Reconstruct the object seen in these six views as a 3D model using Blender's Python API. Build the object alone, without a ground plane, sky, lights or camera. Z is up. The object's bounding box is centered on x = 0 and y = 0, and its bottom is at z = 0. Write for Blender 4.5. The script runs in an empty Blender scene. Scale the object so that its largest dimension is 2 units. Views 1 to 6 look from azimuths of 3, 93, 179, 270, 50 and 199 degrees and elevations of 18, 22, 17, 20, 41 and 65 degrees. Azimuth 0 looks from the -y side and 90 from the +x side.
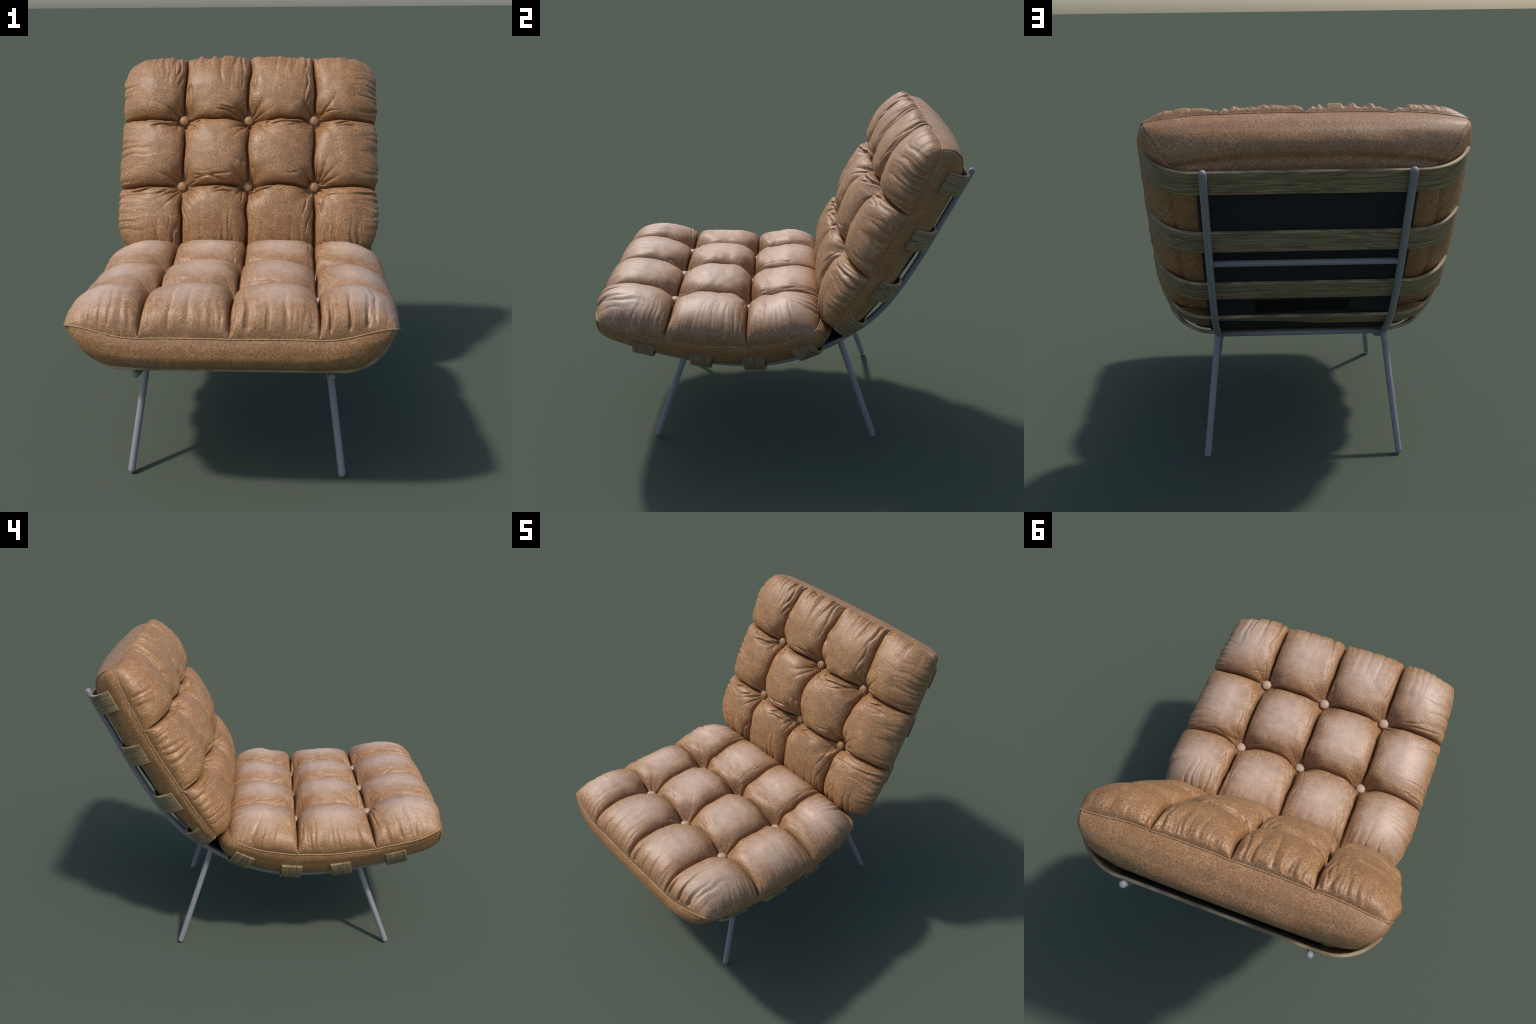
import bpy, bmesh, math
import numpy as np
from mathutils import Vector, Matrix

# ------------------------------------------------------------------ helpers
SCENE = bpy.context.scene


def link(obj, parent=None):
    SCENE.collection.objects.link(obj)
    if parent is not None:
        obj.parent = parent
    return obj


def mesh_object(name, verts, faces, material, parent, smooth=True):
    me = bpy.data.meshes.new(name)
    me.from_pydata([tuple(map(float, v)) for v in verts], [], [tuple(int(i) for i in f) for f in faces])
    me.materials.append(material)
    if smooth:
        me.polygons.foreach_set("use_smooth", [True] * len(me.polygons))
    me.update()
    return link(bpy.data.objects.new(name, me), parent)


def hash2(ix, iy, seed):
    n = (ix.astype(np.int64) * 374761393 + iy.astype(np.int64) * 668265263 + seed * 1442695041) & 0xFFFFFFFF
    n = ((n ^ (n >> 13)) * 1274126177) & 0xFFFFFFFF
    n = n ^ (n >> 16)
    return (n & 0xFFFFFF) / float(0xFFFFFF)


def noise2(x, y, seed=0):
    """Gradient noise in [-1, 1]."""
    x = np.asarray(x, float)
    y = np.asarray(y, float)
    x, y = np.broadcast_arrays(x, y)
    ix, iy = np.floor(x), np.floor(y)
    fx, fy = x - ix, y - iy
    ux = fx * fx * fx * (fx * (fx * 6 - 15) + 10)
    uy = fy * fy * fy * (fy * (fy * 6 - 15) + 10)

    def grad(ax, ay):
        a = hash2(ix + ax, iy + ay, seed) * 2 * np.pi
        return np.cos(a) * (fx - ax) + np.sin(a) * (fy - ay)
    a = grad(0, 0) * (1 - ux) + grad(1, 0) * ux
    b = grad(0, 1) * (1 - ux) + grad(1, 1) * ux
    return (a * (1 - uy) + b * uy) * 1.5


def smoothstep(a, b, v):
    t = np.clip((v - a) / (b - a), 0, 1)
    return t * t * (3 - 2 * t)


# ------------------------------------------------------------------ the side profile of the chair (y, z)
RAIL_KNOTS = np.array([(-0.79, 0.545), (-0.667, 0.514), (-0.512, 0.477), (-0.36, 0.450), (-0.20, 0.439),
                       (-0.048, 0.447), (0.10, 0.482), (0.257, 0.550), (0.37, 0.619), (0.464, 0.687),
                       (0.54, 0.760), (0.61, 0.847), (0.675, 0.948), (0.755, 1.090), (0.87, 1.318), (0.984, 1.546)])


def catmull(knots, steps=40):
    p = np.vstack([2 * knots[0] - knots[1], knots, 2 * knots[-1] - knots[-2]])
    out = []
    for i in range(1, len(p) - 2):
        a, b, c, d = p[i - 1], p[i], p[i + 1], p[i + 2]
        for j in range(steps):
            t = j / steps
            out.append(.5 * (2 * b + (c - a) * t + (2 * a - 5 * b + 4 * c - d) * t * t + (3 * b - a - 3 * c + d) * t ** 3))
    out.append(knots[-1])
    return np.array(out)


PATH = catmull(RAIL_KNOTS)
ARC = np.r_[0, np.cumsum(np.linalg.norm(np.diff(PATH, axis=0), axis=1))]
LENGTH = ARC[-1]
_t0 = (PATH[6] - PATH[0]) / np.linalg.norm(PATH[6] - PATH[0])
_t1 = (PATH[-1] - PATH[-7]) / np.linalg.norm(PATH[-1] - PATH[-7])


def path_point(s):
    s = np.asarray(s, float)
    y = np.interp(s, ARC, PATH[:, 0])
    z = np.interp(s, ARC, PATH[:, 1])
    lo = np.minimum(s, 0)
    hi = np.maximum(s - LENGTH, 0)
    return np.stack([y + lo * _t0[0] + hi * _t1[0], z + lo * _t0[1] + hi * _t1[1]], -1)


def path_frame(s, h=0.06):
    p = path_point(s)
    t = path_point(np.asarray(s) + h) - path_point(np.asarray(s) - h)
    t /= np.linalg.norm(t, axis=-1, keepdims=True)
    return p, t, np.stack([-t[..., 1], t[..., 0]], -1)


def to_world(x, s, n):
    p, t, nn = path_frame(s)
    x, n = np.broadcast_arrays(np.asarray(x, float), np.asarray(n, float))
    return np.stack([x, p[..., 0] + nn[..., 0] * n, p[..., 1] + nn[..., 1] * n], -1)


# ------------------------------------------------------------------ materials
def new_material(name):
    m = bpy.data.materials.new(name)
    m.use_nodes = True
    nt = m.node_tree
    return m, nt, nt.nodes["Principled BSDF"]


def add(nt, kind, **inputs):
    n = nt.nodes.new(kind)
    for k, v in inputs.items():
        if k in n.inputs.keys():
            n.inputs[k].default_value = v
        else:
            setattr(n, k, v)
    return n


def ramp(nt, stops):
    r = nt.nodes.new("ShaderNodeValToRGB")
    el = r.color_ramp.elements
    while len(el) < len(stops):
        el.new(0.5)
    for e, (p, c) in zip(el, stops):
        e.position = p
        e.color = (*c, 1) if len(c) == 3 else (c[0], c[0], c[0], 1)
    return r


def mix_color(nt, fac, a, b, blend='MIX'):
    m = nt.nodes.new("ShaderNodeMix")
    m.data_type = 'RGBA'
    m.blend_type = blend
    for sock, v in ((m.inputs["Factor"], fac), (m.inputs["A"], a), (m.inputs["B"], b)):
        pass
    ins = {i.identifier: i for i in m.inputs}
    for key, v in (("Factor_Float", fac), ("A_Color", a), ("B_Color", b)):
        if hasattr(v, "is_output"):
            nt.links.new(v, ins[key])
        else:
            ins[key].default_value = v if key == "Factor_Float" else (*v, 1)
    return next(o for o in m.outputs if o.identifier == "Result_Color")


def leather_material(name, cell=(0.252, 0.119, 0.043), line=(0.54, 0.315, 0.155), highlight=None):
    m, nt, bsdf = new_material(name)
    L = nt.links.new
    tc = add(nt, "ShaderNodeTexCoord")
    warp = add(nt, "ShaderNodeTexNoise", Scale=55.0, Detail=3.0)
    L(tc.outputs["Object"], warp.inputs["Vector"])
    sub = add(nt, "ShaderNodeVectorMath", operation='SUBTRACT')
    L(warp.outputs["Color"], sub.inputs[0])
    sub.inputs[1].default_value = (.5, .5, .5)
    scl = add(nt, "ShaderNodeVectorMath", operation='SCALE')
    L(sub.outputs[0], scl.inputs[0])
    scl.inputs["Scale"].default_value = 0.016
    pos = add(nt, "ShaderNodeVectorMath", operation='ADD')
    L(tc.outputs["Object"], pos.inputs[0])
    L(scl.outputs[0], pos.inputs[1])

    def cracks(scale, width):
        v = add(nt, "ShaderNodeTexVoronoi", feature='DISTANCE_TO_EDGE', Scale=scale, Randomness=1.0)
        L(pos.outputs[0], v.inputs["Vector"])
        r = ramp(nt, [(0.0, (1.0,)), (width * .35, (.75,)), (width, (0.0,))])
        L(v.outputs["Distance"], r.inputs["Fac"])
        return r.outputs["Color"]
    big = cracks(57.0, 0.09)
    small = cracks(104.0, 0.09)
    patch = add(nt, "ShaderNodeTexNoise", Scale=9.0, Detail=4.0, Roughness=.6)
    L(tc.outputs["Object"], patch.inputs["Vector"])
    pr = ramp(nt, [(.38, (.15,)), (.62, (.75,))])
    L(patch.outputs["Fac"], pr.inputs["Fac"])
    sm = add(nt, "ShaderNodeMath", operation='MULTIPLY')
    L(small, sm.inputs[0])
    L(pr.outputs["Color"], sm.inputs[1])
    mx = add(nt, "ShaderNodeMath", operation='MAXIMUM')
    L(big, mx.inputs[0])
    L(sm.outputs[0], mx.inputs[1])
    # tone of the flakes varies
    tone = add(nt, "ShaderNodeTexNoise", Scale=38.0, Detail=3.0, Roughness=.7)
    L(tc.outputs["Object"], tone.inputs["Vector"])
    tr = ramp(nt, [(.3, tuple(c * .86 for c in cell)), (.7, tuple(c * 1.14 for c in cell))])
    L(tone.outputs["Fac"], tr.inputs["Fac"])
    dim = add(nt, "ShaderNodeMath", operation='MULTIPLY')
    L(mx.outputs[0], dim.inputs[0])
    fadem = add(nt, "ShaderNodeTexNoise", Scale=14.0, Detail=3.0)
    L(tc.outputs["Object"], fadem.inputs["Vector"])
    fr = ramp(nt, [(.35, (.28,)), (.65, (.78,))])
    L(fadem.outputs["Fac"], fr.inputs["Fac"])
    L(fr.outputs["Color"], dim.inputs[1])
    col = mix_color(nt, dim.outputs[0], tr.outputs["Color"], line)
    if highlight is not None:
        # highlight painted into the colour: paler on the crowns of the seat pillows
        sep = add(nt, "ShaderNodeSeparateXYZ")
        L(tc.outputs["Object"], sep.inputs[0])

        def crowns(sock, centre, pitch):
            m1 = add(nt, "ShaderNodeMath", operation='MULTIPLY_ADD')
            L(sock, m1.inputs[0])
            m1.inputs[1].default_value = math.pi / pitch
            m1.inputs[2].default_value = -centre * math.pi / pitch
            m2 = add(nt, "ShaderNodeMath", operation='SINE')
            L(m1.outputs[0], m2.inputs[0])
            m3 = add(nt, "ShaderNodeMath", operation='ABSOLUTE')
            L(m2.outputs[0], m3.inputs[0])
            return m3.outputs[0]
        cell_mask = add(nt, "ShaderNodeMath", operation='MULTIPLY')
        L(crowns(sep.outputs["X"], .004, .36), cell_mask.inputs[0])
        L(crowns(sep.outputs["Y"], -.157, .413), cell_mask.inputs[1])
        wn = add(nt, "ShaderNodeTexNoise", Scale=22.0, Detail=5.0, Roughness=.7)
        L(tc.outputs["Object"], wn.inputs["Vector"])
        madd = add(nt, "ShaderNodeMath", operation='MULTIPLY_ADD')
        L(wn.outputs["Fac"], madd.inputs[0])
        madd.inputs[1].default_value = .7
        L(cell_mask.outputs[0], madd.inputs[2])
        wr = ramp(nt, [(.35, (highlight[0],)), (1.15, (highlight[1],))])
        hlf = add(nt, "ShaderNodeMath", operation='MULTIPLY')
        L(madd.outputs[0], hlf.inputs[0])
        hlf.inputs[1].default_value = .6
        L(hlf.outputs[0], wr.inputs["Fac"])
        col = mix_color(nt, wr.outputs["Color"], col, highlight[2])
    L(col, bsdf.inputs["Base Color"])
    bsdf.inputs["Roughness"].default_value = 0.5
    bsdf.inputs["Specular IOR Level"].default_value = 0.6
    bsdf.inputs["Sheen Weight"].default_value = 0.0
    bsdf.inputs["Sheen Roughness"].default_value = 0.45
    bsdf.inputs["Sheen Tint"].default_value = (1, .95, .92, 1)
    # fine grain
    gr = add(nt, "ShaderNodeTexVoronoi", feature='F1', Scale=190.0)
    L(tc.outputs["Object"], gr.inputs["Vector"])
    mh = add(nt, "ShaderNodeMath", operation='MULTIPLY_ADD')
    L(mx.outputs[0], mh.inputs[0])
    mh.inputs[1].default_value = -0.5
    L(gr.outputs["Distance"], mh.inputs[2])
    bump = add(nt, "ShaderNodeBump", Strength=0.3, Distance=0.0014)
    L(mh.outputs[0], bump.inputs["Height"])
    L(bump.outputs["Normal"], bsdf.inputs["Normal"])
    return m


def wood_material(name, gain=1.0):
    m, nt, bsdf = new_material(name)
    L = nt.links.new
    tc = add(nt, "ShaderNodeTexCoord")
    oi = add(nt, "ShaderNodeObjectInfo")
    shift = add(nt, "ShaderNodeVectorMath", operation='MULTIPLY_ADD')
    comb = add(nt, "ShaderNodeCombineXYZ")
    for k in range(3):
        L(oi.outputs["Random"], comb.inputs[k])
    L(comb.outputs[0], shift.inputs[0])
    shift.inputs[1].default_value = (7, 11, 13)
    L(tc.outputs["Object"], shift.inputs[2])
    mp = add(nt, "ShaderNodeMapping")
    mp.inputs["Scale"].default_value = (1.6, 26, 1.6)
    L(shift.outputs[0], mp.inputs["Vector"])
    n1 = add(nt, "ShaderNodeTexNoise", Scale=1.0, Detail=2.0, Distortion=.6)
    L(mp.outputs[0], n1.inputs["Vector"])
    rings = add(nt, "ShaderNodeMath", operation='MULTIPLY')
    L(n1.outputs["Fac"], rings.inputs[0])
    rings.inputs[1].default_value = 62.0
    sn = add(nt, "ShaderNodeMath", operation='SINE')
    L(rings.outputs[0], sn.inputs[0])
    mp2 = add(nt, "ShaderNodeMapping")
    mp2.inputs["Scale"].default_value = (7, 230, 7)
    L(shift.outputs[0], mp2.inputs["Vector"])
    n2 = add(nt, "ShaderNodeTexNoise", Scale=1.0, Detail=3.0)
    L(mp2.outputs[0], n2.inputs["Vector"])
    mixv = add(nt, "ShaderNodeMath", operation='MULTIPLY_ADD')
    L(sn.outputs[0], mixv.inputs[0])
    mixv.inputs[1].default_value = 0.13
    L(n2.outputs["Fac"], mixv.inputs[2])
    r = ramp(nt, [(.28, (.122 * gain, .083 * gain, .041 * gain)), (.5, (.214 * gain, .154 * gain, .082 * gain)),
                  (.72, (.300 * gain, .224 * gain, .130 * gain))])
    L(mixv.outputs[0], r.inputs["Fac"])
    L(r.outputs["Color"], bsdf.inputs["Base Color"])
    bsdf.inputs["Roughness"].default_value = 0.55
    bump = add(nt, "ShaderNodeBump", Strength=0.35, Distance=0.0015)
    L(mixv.outputs[0], bump.inputs["Height"])
    L(bump.outputs["Normal"], bsdf.inputs["Normal"])
    return m


def steel_material(name):
    m, nt, bsdf = new_material(name)
    L = nt.links.new
    tc = add(nt, "ShaderNodeTexCoord")
    n = add(nt, "ShaderNodeTexNoise", Scale=60.0, Detail=3.0)
    L(tc.outputs["Object"], n.inputs["Vector"])
    r = ramp(nt, [(.3, (.218, .220, .230)), (.7, (.246, .248, .258))])
    L(n.outputs["Fac"], r.inputs["Fac"])
    L(r.outputs["Color"], bsdf.inputs["Base Color"])
    bsdf.inputs["Roughness"].default_value = 0.42
    return m


def cloth_material(name, color):
    m, nt, bsdf = new_material(name)
    L = nt.links.new
    tc = add(nt, "ShaderNodeTexCoord")
    n = add(nt, "ShaderNodeTexNoise", Scale=240.0, Detail=2.0)
    L(tc.outputs["Object"], n.inputs["Vector"])
    r = ramp(nt, [(.3, tuple(c * .85 for c in color)), (.7, tuple(c * 1.15 for c in color))])
    L(n.outputs["Fac"], r.inputs["Fac"])
    L(r.outputs["Color"], bsdf.inputs["Base Color"])
    bsdf.inputs["Roughness"].default_value = 0.8
    bsdf.inputs["Specular IOR Level"].default_value = 0.2
    bump = add(nt, "ShaderNodeBump", Strength=0.2, Distance=0.001)
    L(n.outputs["Fac"], bump.inputs["Height"])
    L(bump.outputs["Normal"], bsdf.inputs["Normal"])
    return m


LEATHER = leather_material("tan_crackled_leather")
SEAT_LEATHER = leather_material("highlit_tan_leather", highlight=(.04, .86, (.63, .475, .375)))  # same tan leather, with the top highlight painted onto the pillow crowns
PIPING = leather_material("tan_leather_piping", cell=(0.30, 0.165, 0.078))
BUTTON_LIT = leather_material("lit_button_leather", cell=(0.46, 0.32, 0.225), line=(.6, .45, .33))  # seat buttons: light from above painted in as a paler leather
WOOD = wood_material("pale_oak", 1.1)
WOOD_EDGE_LIT = wood_material("sunlit_oak_edge", 1.5)  # same oak lightened: sunlight on the slat edges put into the colour
STEEL = steel_material("grey_painted_steel")
SHEET = cloth_material("black_webbing_cloth", (0.022, 0.024, 0.026))
LABEL = cloth_material("black_label_cloth", (0.004, 0.004, 0.004))

# ------------------------------------------------------------------ the chair
chair = link(bpy.data.objects.new("lounge_chair", None))
chair["label"] = "low lounge chair with tufted tan leather cushions, wooden slats, steel legs"
chair["category"] = "lounge chair"

TUBE = 0.0168


def tube(name, points, radius, parent, round_ends=True, sides=28):
    """Round bar swept along a list of points, with domed ends."""
    pts = [Vector(p) for p in points]
    verts, faces = [], []
    rings = []
    tang = []
    for i in range(len(pts)):
        a = pts[max(i - 1, 0)]
        b = pts[min(i + 1, len(pts) - 1)]
        tang.append((b - a).normalized())
    stations = [(p, t, radius) for p, t in zip(pts, tang)]
    if round_ends:
        first, last = stations[0], stations[-1]
        head = [(first[0] - first[1] * radius * math.sin(a), first[1], radius * math.cos(a))
                for a in np.linspace(math.pi / 2 * .97, 0.25, 6)]
        tail = [(last[0] + last[1] * radius * math.sin(a), last[1], radius * math.cos(a))
                for a in np.linspace(0.25, math.pi / 2 * .97, 6)]
        stations = head + stations + tail
    ref = Vector((1, 0, 0)) if abs(tang[0].x) < .8 else Vector((0, 0, 1))
    for p, t, r in stations:
        u = (ref - t * ref.dot(t)).normalized()
        v = t.cross(u)
        rings.append(len(verts))
        for k in range(sides):
            a = 2 * math.pi * k / sides
            verts.append(p + u * (r * math.cos(a)) + v * (r * math.sin(a)))
    for a, b in zip(rings[:-1], rings[1:]):
        for k in range(sides):
            k2 = (k + 1) % sides
            faces.append((a + k, a + k2, b + k2, b + k))
    faces.append(tuple(rings[0] + k for k in reversed(range(sides))))
    faces.append(tuple(rings[-1] + k for k in range(sides)))
    return mesh_object(name, verts, faces, STEEL, parent)


frame = link(bpy.data.objects.new("steel_frame", None), chair)
RAIL_X = 0.421
rail_profile = path_point(np.linspace(0, LENGTH, 90))
for sx in (-1, 1):
    tube("side_rail", [(sx * RAIL_X + .003, y, z) for y, z in rail_profile], TUBE, frame)
FOOT = [(-0.705, -0.533), (0.527, 0.333)]     # (y at the foot, y where the leg meets the rail)
for sx in (-1, 1):
    for yf, yt in FOOT:
        zt = float(np.interp(yt, PATH[:, 0], PATH[:, 1]))
        top = Vector((sx * RAIL_X + .003, yt, zt))
        foot = Vector((sx * 0.484 + .003, yf, TUBE * .93))
        # flat-ended leg with softened rim
        d = (foot - top).normalized()
        tube("leg", [top, top.lerp(foot, .5), foot + d * (-.004)], TUBE, frame)
for s in (1.160, 1.840):
    y, z = path_point(s)
    tube("cross_bar", [(-RAIL_X + .003, y, z), (0, y, z), (RAIL_X + .003, y, z)], 0.0145, frame, round_ends=False)

# ------------------------------------------------------------------ bent wooden slats
SLAT_S = (0.050, 0.372, 0.681, 1.012, 1.303, 1.610, 1.948, 2.270)
SLAT_HALF, SLAT_T = 0.0570, 0.0165
ARC_R, ARC_X, ARC_A = 0.236, 0.460, math.radians(68.6)


def slat_mesh():
    """Local frame: x across the chair, y along the rail, z towards the sitter."""
    line = []
    for x in np.linspace(0, ARC_X, 10):
        line.append((x, TUBE, 0, 1))
    for a in np.linspace(0, ARC_A, 26)[1:]:
        line.append((ARC_X + ARC_R * math.sin(a), TUBE + ARC_R * (1 - math.cos(a)), -math.sin(a), math.cos(a)))
    line = [(-x, n, -nx, nn) for x, n, nx, nn in reversed(line[1:])] + line
    c = 0.0028
    section = [(-SLAT_HALF + c, 0), (SLAT_HALF - c, 0), (SLAT_HALF, c), (SLAT_HALF, SLAT_T - c),
               (SLAT_HALF - c, SLAT_T), (-SLAT_HALF + c, SLAT_T), (-SLAT_HALF, SLAT_T - c), (-SLAT_HALF, c)]
    verts, faces = [], []
    for x, n, nx, nn in line:
        for w, d in section:
            verts.append((x + nx * d, w, n + nn * d))
    k = len(section)
    for i in range(len(line) - 1):
        for j in range(k):
            j2 = (j + 1) % k
            faces.append((i * k + j, i * k + j2, (i + 1) * k + j2, (i + 1) * k + j))
    faces.append(tuple(range(k)))
    faces.append(tuple((len(line) - 1) * k + j for j in reversed(range(k))))
    me = bpy.data.meshes.new("slat")
    me.from_pydata(verts, [], faces)
    me.materials.append(WOOD)
    me.materials.append(WOOD_EDGE_LIT)
    bm = bmesh.new()
    bm.from_mesh(me)
    bmesh.ops.recalc_face_normals(bm, faces=bm.faces)
    bm.to_mesh(me)
    bm.free()
    me.polygons.foreach_set("use_smooth", [True] * len(me.polygons))
    me.polygons.foreach_set("material_index", [1 if f.normal.y ** 2 > .3 else 0 for f in me.polygons])
    me.set_sharp_from_angle(angle=math.radians(35))
    return me


slat_data = slat_mesh()
for s in SLAT_S:
    p, t, n = path_frame(s, .05)
    if 1.2 < s < 1.7:            # packed out where the rails bend
        p = p + n * .013 + t * .004
    ob = link(bpy.data.objects.new("slat", slat_data), chair)
    ob.matrix_world = Matrix(((1, 0, 0, .003), (0, t[0], n[0], p[0]), (0, t[1], n[1], p[1]), (0, 0, 0, 1)))

# ------------------------------------------------------------------ black webbing sheet over the slats
def sheet_grid(x0, x1, s0, s1, lift, thick, nx, ns, name, material, parent):
    xs, ss = np.meshgrid(np.linspace(x0, x1, nx), np.linspace(s0, s1, ns))
    # it clings to the cushions, loose in the bend, and cuts through the lowest back slat on one side, a copied model fault
    side = np.clip(xs / .44, -1, 1) * .5 + .5
    tab_s = (0.0, 1.00, 1.12, 1.20, 1.27, 1.36, 1.45, 1.60, 1.78, 1.95, 2.40)
    loose = (.0, .0, -.004, -.008, .008, .015, .013, .014, .009, .0, .0)
    slip = (.0, .0, -.006, -.020, -.020, .004, .013, .014, .009, .0, .0)
    n = lift + np.interp(ss, tab_s, loose) * (1 - side) + np.interp(ss, tab_s, slip) * side
    a = to_world(xs, ss, n).reshape(-1, 3)
    b = to_world(xs, ss, n + thick).reshape(-1, 3)
    N = nx * ns
    idx = np.arange(N).reshape(ns, nx)
    faces = []
    for j in range(ns - 1):
        for i in range(nx - 1):
            q = (idx[j, i], idx[j, i + 1], idx[j + 1, i + 1], idx[j + 1, i])
            faces.append(tuple(q))
            faces.append(tuple(v + N for v in reversed(q)))
    loop = list(idx[0, :]) + list(idx[1:, -1]) + list(idx[-1, -2::-1]) + list(idx[-2:0:-1, 0])
    for a0, a1 in zip(loop, loop[1:] + loop[:1]):
        faces.append((a1, a0, a0 + N, a1 + N))
    return mesh_object(name, np.vstack([a, b]), faces, material, parent)


sheet = sheet_grid(-.455, .458, 0.02, 2.31, TUBE + SLAT_T + .0012, .006, 24, 200, "support_sheet", SHEET, chair)
sheet_grid(-.218, .230, 1.40, 1.512, TUBE + SLAT_T - .0012, .002, 10, 24, "label", LABEL, sheet)


# ------------------------------------------------------------------ tufted cushions
class Cushion:
    def __init__(self, **kw):
        self.__dict__.update(kw)


# straight frame of the backrest: it leans on the upper, straight part of the rails
BACK_END = PATH[-1]
BACK_T = np.array((0.451, 0.8925))
BACK_N = np.array((-0.8925, 0.451))


def back_to_world(x, s, n):
    tau = np.asarray(s, float) - LENGTH
    x, n = np.broadcast_arrays(np.asarray(x, float), np.asarray(n, float))
    return np.stack([x, BACK_END[0] + BACK_T[0] * tau + BACK_N[0] * n,
                     BACK_END[1] + BACK_T[1] * tau + BACK_N[1] * n], -1)


def back_frame(s):
    return BACK_END + BACK_T * (s - LENGTH), BACK_T, BACK_N


def seat_to_world(x, s, n):
    p, t, nn = path_frame(s, .11)
    x, n = np.broadcast_arrays(np.asarray(x, float), np.asarray(n, float))
    return np.stack([x, p[..., 0] + nn[..., 0] * n, p[..., 1] + nn[..., 1] * n], -1)


def seat_frame(s):
    return path_frame(s, .11)


# boxing profiles: (inset from the piping, height as a share of base..piping)
SEAT = Cushion(name="seat_cushion", cover=SEAT_LEATHER, button_mesh=lambda: SEAT_BUTTON, s0=-.236, s1=1.176, hx=.697, cols=(-.356, .005, .364), rows=(.151, .653),
               world=seat_to_world, frame=seat_frame, base=lambda s: 0.044 + 0 * s,
               welt_s=((-.24, .245), (-.07, .222), (.25, .236), (.6, .258), (.82, .255), (1.03, .233), (1.176, .215)),
               mid_lo=-.045, mid_hi=-.012, seed=11, round_lo=.043, round_hi=.048, tip=(.02, .24), taper=1.0, side_over=.030, mid_rise=.020, bow=.004, bow_hi=.0,
               top_s=((-.24, .384), (-.05, .384), (.15, .399), (.40, .433), (.65, .430), (.95, .407), (1.18, .378)), crown=.008,
               button_n=(.309, .320), mid_shift=.0, mid_len=.22, fold=.55, pleat=.35,
               lo_end=[(0, 1), (-.004, .90), (-.006, .75), (-.002, .58), (.007, .42), (.030, .26), (.068, .12), (.12, .04)],
               hi_end=[(0, 1), (-.014, .88), (-.022, .68), (-.018, .50), (.0, .35), (.035, .22), (.08, .10), (.13, .03)])
BACK = Cushion(name="back_cushion", cover=LEATHER, button_mesh=lambda: BACK_BUTTON, s0=1.328, s1=2.420, hx=.697, cols=(-.359, .002, .365), rows=(1.678, 2.057),
               world=back_to_world, frame=back_frame,
               base=lambda s: 0.044 + np.interp(s - LENGTH, (-1.1, -1.003, -.913, -.795, -.678, -.5, -.4), (.138, .098, .066, .043, .027, .02, .0)),
               welt_s=((1.328, .278), (1.38, .276), (1.56, .256), (1.75, .244), (1.94, .233), (2.15, .236), (2.30, .238), (2.42, .258)),
               mid_lo=.0, mid_hi=.022, seed=47, round_lo=.040, round_hi=.030, tip=(-.06, .13), taper=.0, side_over=.034, mid_rise=.027, bow=.0, bow_hi=.026,
               top_s=((1.34, .396), (1.5, .402), (1.85, .408), (2.2, .406), (2.42, .392)), crown=.022,
               button_n=(.334, .330), mid_shift=.10, mid_len=.30, fold=1.18, pleat=1.2,
               lo_end=[(0, 1), (-.008, .90), (-.012, .75), (-.006, .58), (.01, .42), (.04, .26), (.08, .13), (.12, .05)],
               hi_end=[(0, 1), (-.008, .88), (-.015, .69), (-.009, .53), (.005, .40), (.043, .22), (.088, .11), (.13, .03)])
SIDE = [(0, 1), (.001, .92), (.008, .80), (.027, .64), (.051, .46), (.081, .31), (.126, .16), (.171, .05)]

GRID = 560


def plan(c, p, q):
    """Unit square -> plan of the cushion (rounded corners, ends slightly bowed)."""
    k, m = np.where(q < 0, c.round_lo, c.round_hi), 11
    x = c.hx * p * (1 - k * np.abs(q) ** m) + .002
    mid, half = (c.s0 + c.s1) / 2, (c.s1 - c.s0) / 2
    s = mid + half * q * (1 - k * np.abs(p) ** m) + np.sign(q) * .012 * np.abs(q) ** 6 * (1 - p * p)
    return x, s


def welt_height(c, p, q):
    """Height of the piping above the rail line; it dips or lifts in the middle of the ends."""
    x, s = plan(c, p, q)
    t = np.array(c.welt_s)
    n = sum(np.interp(s + o, t[:, 0], t[:, 1]) for o in np.linspace(-.05, .05, 7)) / 7
    mid = np.where(q < 0, c.mid_lo, c.mid_hi) * (1 - smoothstep(.60, 1.0, np.abs(p)))
    return n + mid * np.abs(q) ** 8


def quarter(d, w, e=2.0):
    return np.sqrt(np.clip(1 - (1 - np.clip(d / w, 0, 1)) ** e, 0, 1))


def ridged(v):
    return 1 - 2 * np.abs(v)


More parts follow.
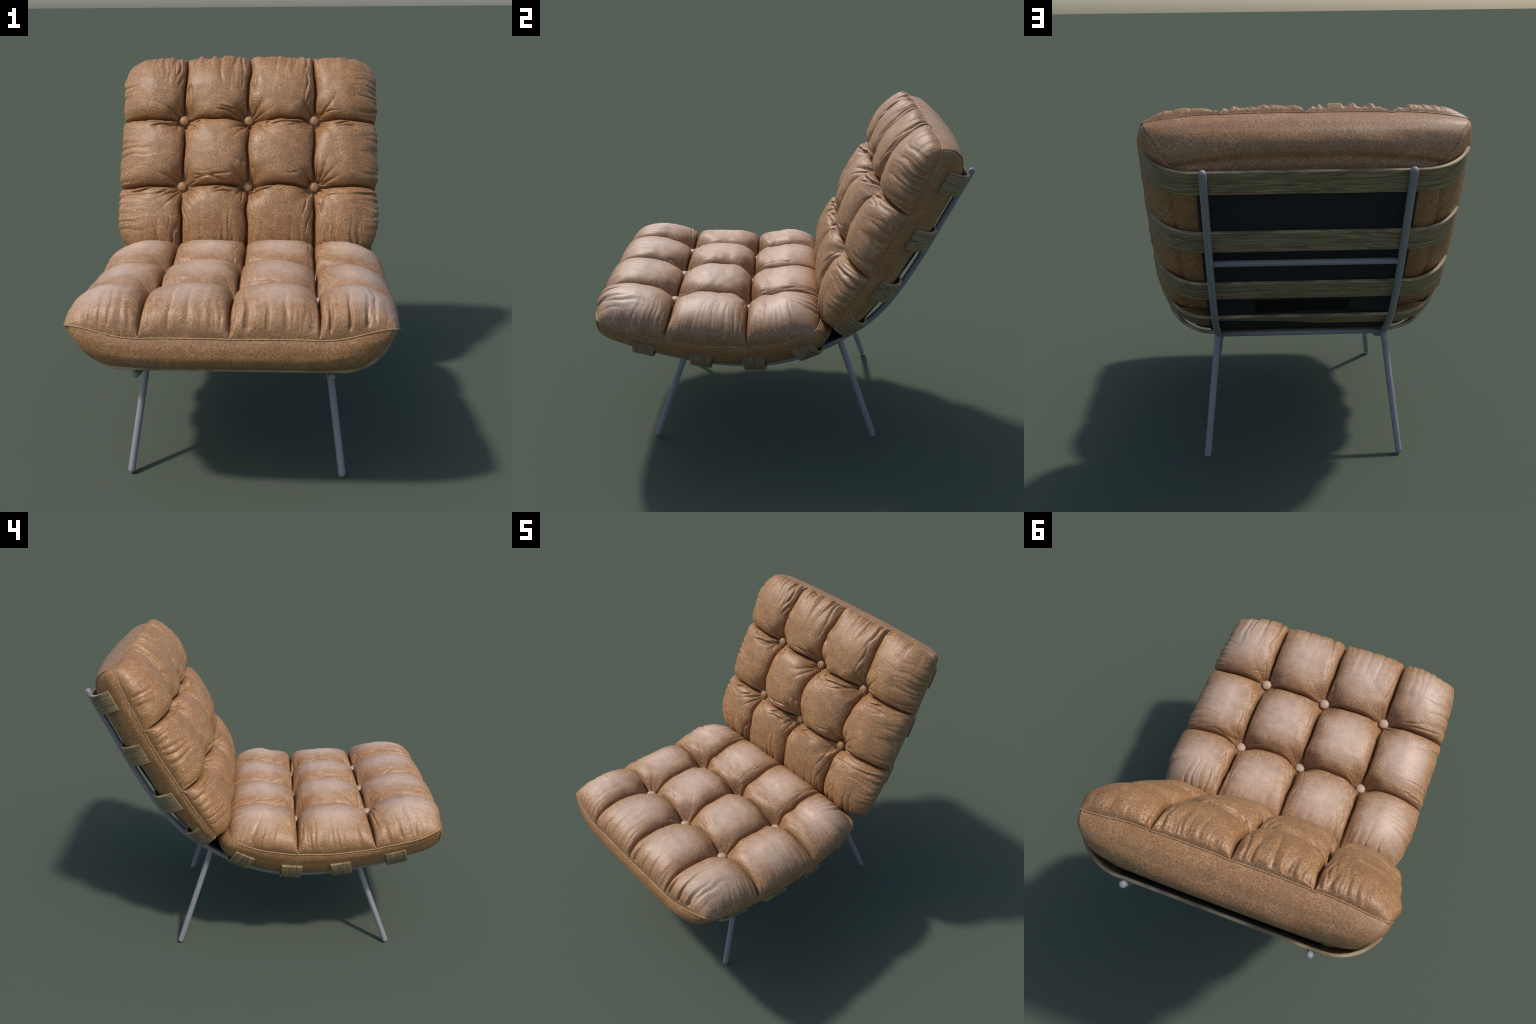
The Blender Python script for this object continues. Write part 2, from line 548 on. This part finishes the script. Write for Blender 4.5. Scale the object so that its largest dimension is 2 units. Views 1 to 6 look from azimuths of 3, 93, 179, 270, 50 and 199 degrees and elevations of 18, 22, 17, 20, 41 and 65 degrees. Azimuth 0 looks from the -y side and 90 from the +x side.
def tufted_surface(c):
    g = np.linspace(-1, 1, GRID)
    # a little denser towards the border
    g = np.sign(g) * (1 - (1 - np.abs(g)) ** 1.35)
    p, q = np.meshgrid(g, g)
    x, s = plan(c, p, q)
    sd = c.seed
    # distance to the border, along the cushion and across it
    half = (c.s1 - c.s0) / 2
    dx = (1 - np.abs(p)) * c.hx
    ds = (1 - np.abs(q)) * half
    gx, gs = quarter(dx, .185 + .035 * c.taper * np.exp(-((s - c.s0) / .22) ** 2)), quarter(ds, .185)
    dome = (gx * gs) ** .96
    welt = welt_height(c, p, q)
    tt = np.array(c.top_s)
    crown = sum(np.interp(s + o, tt[:, 0], tt[:, 1]) for o in np.linspace(-.11, .11, 9)) / 9 + c.crown * (1 - (x / c.hx) ** 2)
    # the pillows in the middle are the fullest
    mid_s = (c.rows[0] + c.rows[1]) / 2 - c.mid_shift
    crown = crown + c.mid_rise * np.exp(-(x / .33) ** 4 - ((s - mid_s) / c.mid_len) ** 4)
    # creases: slightly wandering lines
    def wander(u, k, amp):
        return amp * noise2(u * 5.0 + k * 3.7, k * 1.3 + .5, sd) + amp * .45 * noise2(u * 14 + k, k + 9.1, sd + 3)
    ux = np.full_like(x, 9.0)
    us = np.full_like(x, 9.0)
    amp = .009 * c.fold
    side_x = np.zeros_like(x)
    for k, cx in enumerate(c.cols):
        pin = np.ones_like(s)
        for r in c.rows:
            pin *= 1 - np.exp(-((s - r) / .05) ** 2)
        u = x - (cx + wander(s, k, amp) * pin)
        near = np.abs(u) < ux
        side_x = np.where(near, (k + 1) * 10 + np.sign(u) * 3, side_x)
        ux = np.minimum(ux, np.abs(u))
    side_s = np.zeros_like(x)
    for k, rs in enumerate(c.rows):
        pin = np.ones_like(s)
        for cx in c.cols:
            pin *= 1 - np.exp(-((x - cx) / .05) ** 2)
        u = s - (rs + wander(x, k + 5, amp * .8) * pin)
        near = np.abs(u) < us
        side_s = np.where(near, (k + 1) * 10 + np.sign(u) * 3, side_s)
        us = np.minimum(us, np.abs(u))
    rb = np.full_like(x, 9.0)
    ang = np.zeros_like(x)
    button_h = np.zeros_like(x)
    ident_b = np.zeros_like(x)
    count = 0
    for cx in c.cols:
        for r, bh in zip(c.rows, c.button_n):
            d = np.hypot(x - cx, s - r)
            near = d < rb
            button_h = np.where(near, bh, button_h)
            count += 1
            ident_b = np.where(near, count, ident_b)
            ang = np.where(near, np.arctan2(s - r, x - cx), ang)
            rb = np.minimum(rb, d)

    def shoulder(u):
        return .42 * (1 - quarter(u, .07, 2.1)) + .58 * (1 - quarter(u, .185, 2.0))
    fx, fs = shoulder(ux), shoulder(us)
    dep = .076 * (1 + .18 * noise2(x * 6, s * 6, sd + 21))
    fade = np.clip(dome, 0, 1) ** .75
    tuck = dep * (fx + fs - .45 * fx * fs)
    slit = .044 * np.maximum(np.exp(-(ux / .0062) ** 2), np.exp(-(us / .0062) ** 2))
    n = welt + (crown - welt) * dome - (tuck + slit) * fade - .005 * np.maximum(fx, fs) * (1 - fade)
    # the buttons pull the cover down
    pull = np.exp(-(rb / .062) ** 2)
    n = n + (button_h - .016 - n) * np.clip(pull * 1.15, 0, 1)

    # gathers that run in from the piping: rounded ridges with sharp valleys
    def gathers(along, dist, seed, amp, reach):
        u = along + .012 * noise2(along * 9, dist * 14, seed + 5)
        w = np.abs(noise2(u * 12.5, dist * 1.6, seed)) + .5 * np.abs(noise2(u * 27, dist * 3.0, seed + 1))
        valley = np.clip(1 - w * 2.0, 0, 1) ** 1.35
        loc = .35 + .65 * smoothstep(-.30, .35, noise2(along * 3.3, 4.2, seed + 2))
        length = reach * (1 + .45 * noise2(along * 8, 1.7, seed + 3))
        win = smoothstep(0, .008, dist) * np.exp(-(dist / length) ** 2.4)
        return -amp * (valley - .15) * win * loc
    g_lo = gathers(x, ds, sd + 32, .0135, .150)
    g_hi = gathers(x, ds, sd + 36, .0125 * c.fold, .115)
    g_l = gathers(s, dx, sd + 40, .0125 * c.fold, .125)
    g_r = gathers(s, dx, sd + 44, .0125 * c.fold, .125)
    ends = np.where(q < 0, g_lo, g_hi) * smoothstep(.02, .12, dx)
    flanks = np.where(p < 0, g_l, g_r) * smoothstep(.02, .12, ds)
    n += ends + flanks
    # radial pleats at the buttons
    pl = np.abs(noise2(np.cos(ang) * 1.55 + rb * 2.5 + ident_b * 3.1, np.sin(ang) * 1.55 + ident_b, sd + 51))
    pleat = np.clip(1 - pl * 3.0, 0, 1) ** 1.3
    n -= .022 * c.pleat * (pleat - .12) * np.exp(-(rb / .095) ** 2) * smoothstep(.022, .05, rb)
    # rucks lying alongside the creases
    for u, ident, along, k, w in ((ux, side_x, s, 60, .7), (us, side_s, x, 70, 1.2)):
        r = np.abs(noise2(along * 6.5 + ident * 1.37, u * 26 + along * 3 + ident, sd + k))
        loc = smoothstep(.0, .35, noise2(along * 4.3 + 7, ident * .73 + .31, sd + k + 3))
        n -= .017 * w * c.fold * (np.clip(1 - r * 3.2, 0, 1) ** 1.3 - .2) * loc * np.exp(-((u - .030) / .026) ** 2) * fade
    # slow unevenness
    n += .0045 * noise2(x * 5, s * 5, sd + 80) * dome + .0016 * noise2(x * 17, s * 17, sd + 81) * dome
    # the pillows overhang the piping a little
    tip = smoothstep(c.tip[0], c.tip[1], ds) * (1 - c.taper * np.exp(-((s - c.s0) / .28) ** 2)), smoothstep(c.tip[0], c.tip[1], dx)
    over = c.side_over * np.sin(np.pi * np.clip(gx, 0, 1) ** 1.0) * gs ** .7 * tip[0]
    x = x + np.sign(p) * (over * (1 - .6 * np.maximum(fs - .2, 0)) + 1.3 * flanks * np.exp(-(dx / .06) ** 2))
    over = .024 * np.sin(np.pi * np.clip(gs, 0, 1)) * gx ** .7 * tip[1]
    s = s + np.sign(q) * (over * (1 - .6 * np.maximum(fx - .2, 0)) + 1.3 * ends * np.exp(-(ds / .06) ** 2))
    return p, q, x, s, n


def boundary_indices(N):
    i = np.arange(N * N).reshape(N, N)
    return np.concatenate([i[0, :], i[1:, -1], i[-1, -2::-1], i[-2:0:-1, 0]])


def build_cushion(c):
    holder = link(bpy.data.objects.new(c.name, None), chair)
    p, q, x, s, n = tufted_surface(c)
    N = GRID
    top = c.world(x, s, n).reshape(-1, 3)
    idx = np.arange(N * N).reshape(N, N)
    quads = np.stack([idx[:-1, :-1], idx[:-1, 1:], idx[1:, 1:], idx[1:, :-1]], -1).reshape(-1, 4)
    me = bpy.data.meshes.new("tufted_cover")
    me.vertices.add(N * N)
    me.vertices.foreach_set("co", top.astype(np.float32).ravel())
    me.loops.add(quads.size)
    me.loops.foreach_set("vertex_index", quads.astype(np.int32).ravel())
    me.polygons.add(len(quads))
    me.polygons.foreach_set("loop_start", np.arange(0, quads.size, 4, dtype=np.int32))
    me.polygons.foreach_set("use_smooth", np.ones(len(quads), bool))
    me.materials.append(c.cover)
    me.update(calc_edges=True)
    link(bpy.data.objects.new("tufted_cover", me), holder)

    # boxing: rings from the piping down to the underside
    b = boundary_indices(N)
    bp, bq = p.ravel()[b], q.ravel()[b]
    bx, bs, bn = x.ravel()[b], s.ravel()[b], n.ravel()[b]
    mid = (c.s0 + c.s1) / 2
    half = (c.s1 - c.s0) / 2
    M = len(b)
    lev = np.linspace(0, len(SIDE) - 1, 36)

    def prof(tab):
        a = np.array(tab)
        k = np.arange(len(tab))
        fine = catmull(np.column_stack([k * .0 + a[:, 0], a[:, 1]]), 12)
        kk = np.linspace(0, len(tab) - 1, len(fine))
        return np.interp(lev, kk, fine[:, 0]), np.interp(lev, kk, fine[:, 1])
    si, sn = prof(SIDE)
    li, ln = prof(c.lo_end)
    hi, hn = prof(c.hi_end)
    # how much a border point belongs to an end rather than to a side
    w_end = smoothstep(-.16, .16, np.abs(bq) * half - half - (np.abs(bp) * c.hx - c.hx))
    verts = []
    base_x, base_s = bx, bs
    corner = (1 - np.abs(bp)) * c.hx + (1 - np.abs(bq)) * half
    for k in range(len(lev)):
        ei = np.where(bq < 0, li[k], hi[k])
        en = np.where(bq < 0, ln[k], hn[k])
        # the end panels are fullest in their middle
        swell = math.exp(-((lev[k] - 5.3) / 1.3) ** 2)
        ei = ei - np.where(bq < 0, c.bow, c.bow_hi) * swell * (1 - smoothstep(.35, .95, np.abs(bp)))
        draw = si[k] + c.taper * .028 * math.sin(math.pi * min(1, lev[k] / 7)) * np.exp(-((base_s - c.s0) / .20) ** 2)
        xx = (base_x - .002) * (c.hx - draw) / c.hx + .002
        ss = mid + (base_s - mid) * (half - ei) / half
        frac = sn[k] * (1 - w_end) + en * w_end
        nb = c.base(ss)
        nn = nb + (bn - nb) * frac
        # mitre seam at the corners and the seam round the underside, as shallow grooves
        depth = .010 * np.exp(-(corner / .007) ** 2) * min(1, k / 3)
        if abs(lev[k] - 6.1) < .12:
            depth = depth + .009
        xx = xx - np.sign(bp) * depth * (1 - w_end * .5)
        nn = nn + depth * .8
        # loose, slightly puffy panels
        puff = .004 * noise2(base_x * 4 + lev[k] * .3, base_s * 4, c.seed + 90) * math.sin(math.pi * min(1, lev[k] / 7))
        verts.append(c.world(xx, ss, nn + puff))
    lastx, lasts, lastn = xx, ss, nn
    for f in (.93, .82, .6, .35, .12):
        sf = mid + (lasts - mid) * f
        verts.append(c.world(lastx * f, sf, c.base(sf) + .002))
    R = len(verts)
    verts = np.concatenate(verts)
    ring = np.arange(M)
    faces = []
    for k in range(R - 1):
        a = k * M + ring
        a2 = k * M + np.roll(ring, -1)
        faces += np.stack([a2, a, a + M, a2 + M], -1).tolist()
    faces.append(list((R - 1) * M + ring))
    mesh_object("boxing", verts, faces, LEATHER, holder)

    # piping round the top seam
    loop = c.world(bx + np.sign(bp) * .0015 * (1 - w_end), bs + np.sign(bq) * .0015 * w_end, bn - .001)
    step = 3
    loop = loop[::step]
    K = len(loop)
    tan = np.roll(loop, -1, 0) - np.roll(loop, 1, 0)
    tan /= np.linalg.norm(tan, axis=1, keepdims=True)
    centre = loop.mean(0)
    out = loop - centre
    out -= tan * (out * tan).sum(1, keepdims=True)
    out /= np.linalg.norm(out, axis=1, keepdims=True)
    up = np.cross(tan, out)
    pv, pf = [], []
    sides = 8
    for a in range(sides):
        th = 2 * np.pi * a / sides
        pv.append(loop + .0032 * (out * np.cos(th) + up * np.sin(th)))
    pv = np.stack(pv, 1).reshape(-1, 3)
    for k in range(K):
        k2 = (k + 1) % K
        for a in range(sides):
            a2 = (a + 1) % sides
            pf.append((k * sides + a, k * sides + a2, k2 * sides + a2, k2 * sides + a))
    mesh_object("piping", pv, pf, PIPING, holder)

    # buttons
    for cx in c.cols:
        for r, bh in zip(c.rows, c.button_n):
            ob = link(bpy.data.objects.new("button", c.button_mesh()), holder)
            pt, t, nn = c.frame(r)
            o = pt + nn * (bh - .004)
            ob.matrix_world = Matrix(((1, 0, 0, cx), (0, t[0], nn[0], o[0]), (0, t[1], nn[1], o[1]), (0, 0, 0, 1)))
    return holder


def button_mesh(material):
    bm = bmesh.new()
    bmesh.ops.create_uvsphere(bm, u_segments=32, v_segments=18, radius=1.0)
    for v in bm.verts:
        r = math.hypot(v.co.x, v.co.y)
        v.co.x *= .0275
        v.co.y *= .0275
        v.co.z = math.copysign(abs(v.co.z) ** .85, v.co.z) * (.0165 if v.co.z > 0 else .012)
    for f in bm.faces:
        f.smooth = True
    me = bpy.data.meshes.new("button")
    bm.to_mesh(me)
    bm.free()
    me.materials.append(material)
    return me


SEAT_BUTTON = button_mesh(BUTTON_LIT)
BACK_BUTTON = button_mesh(LEATHER)
build_cushion(SEAT)
build_cushion(BACK)
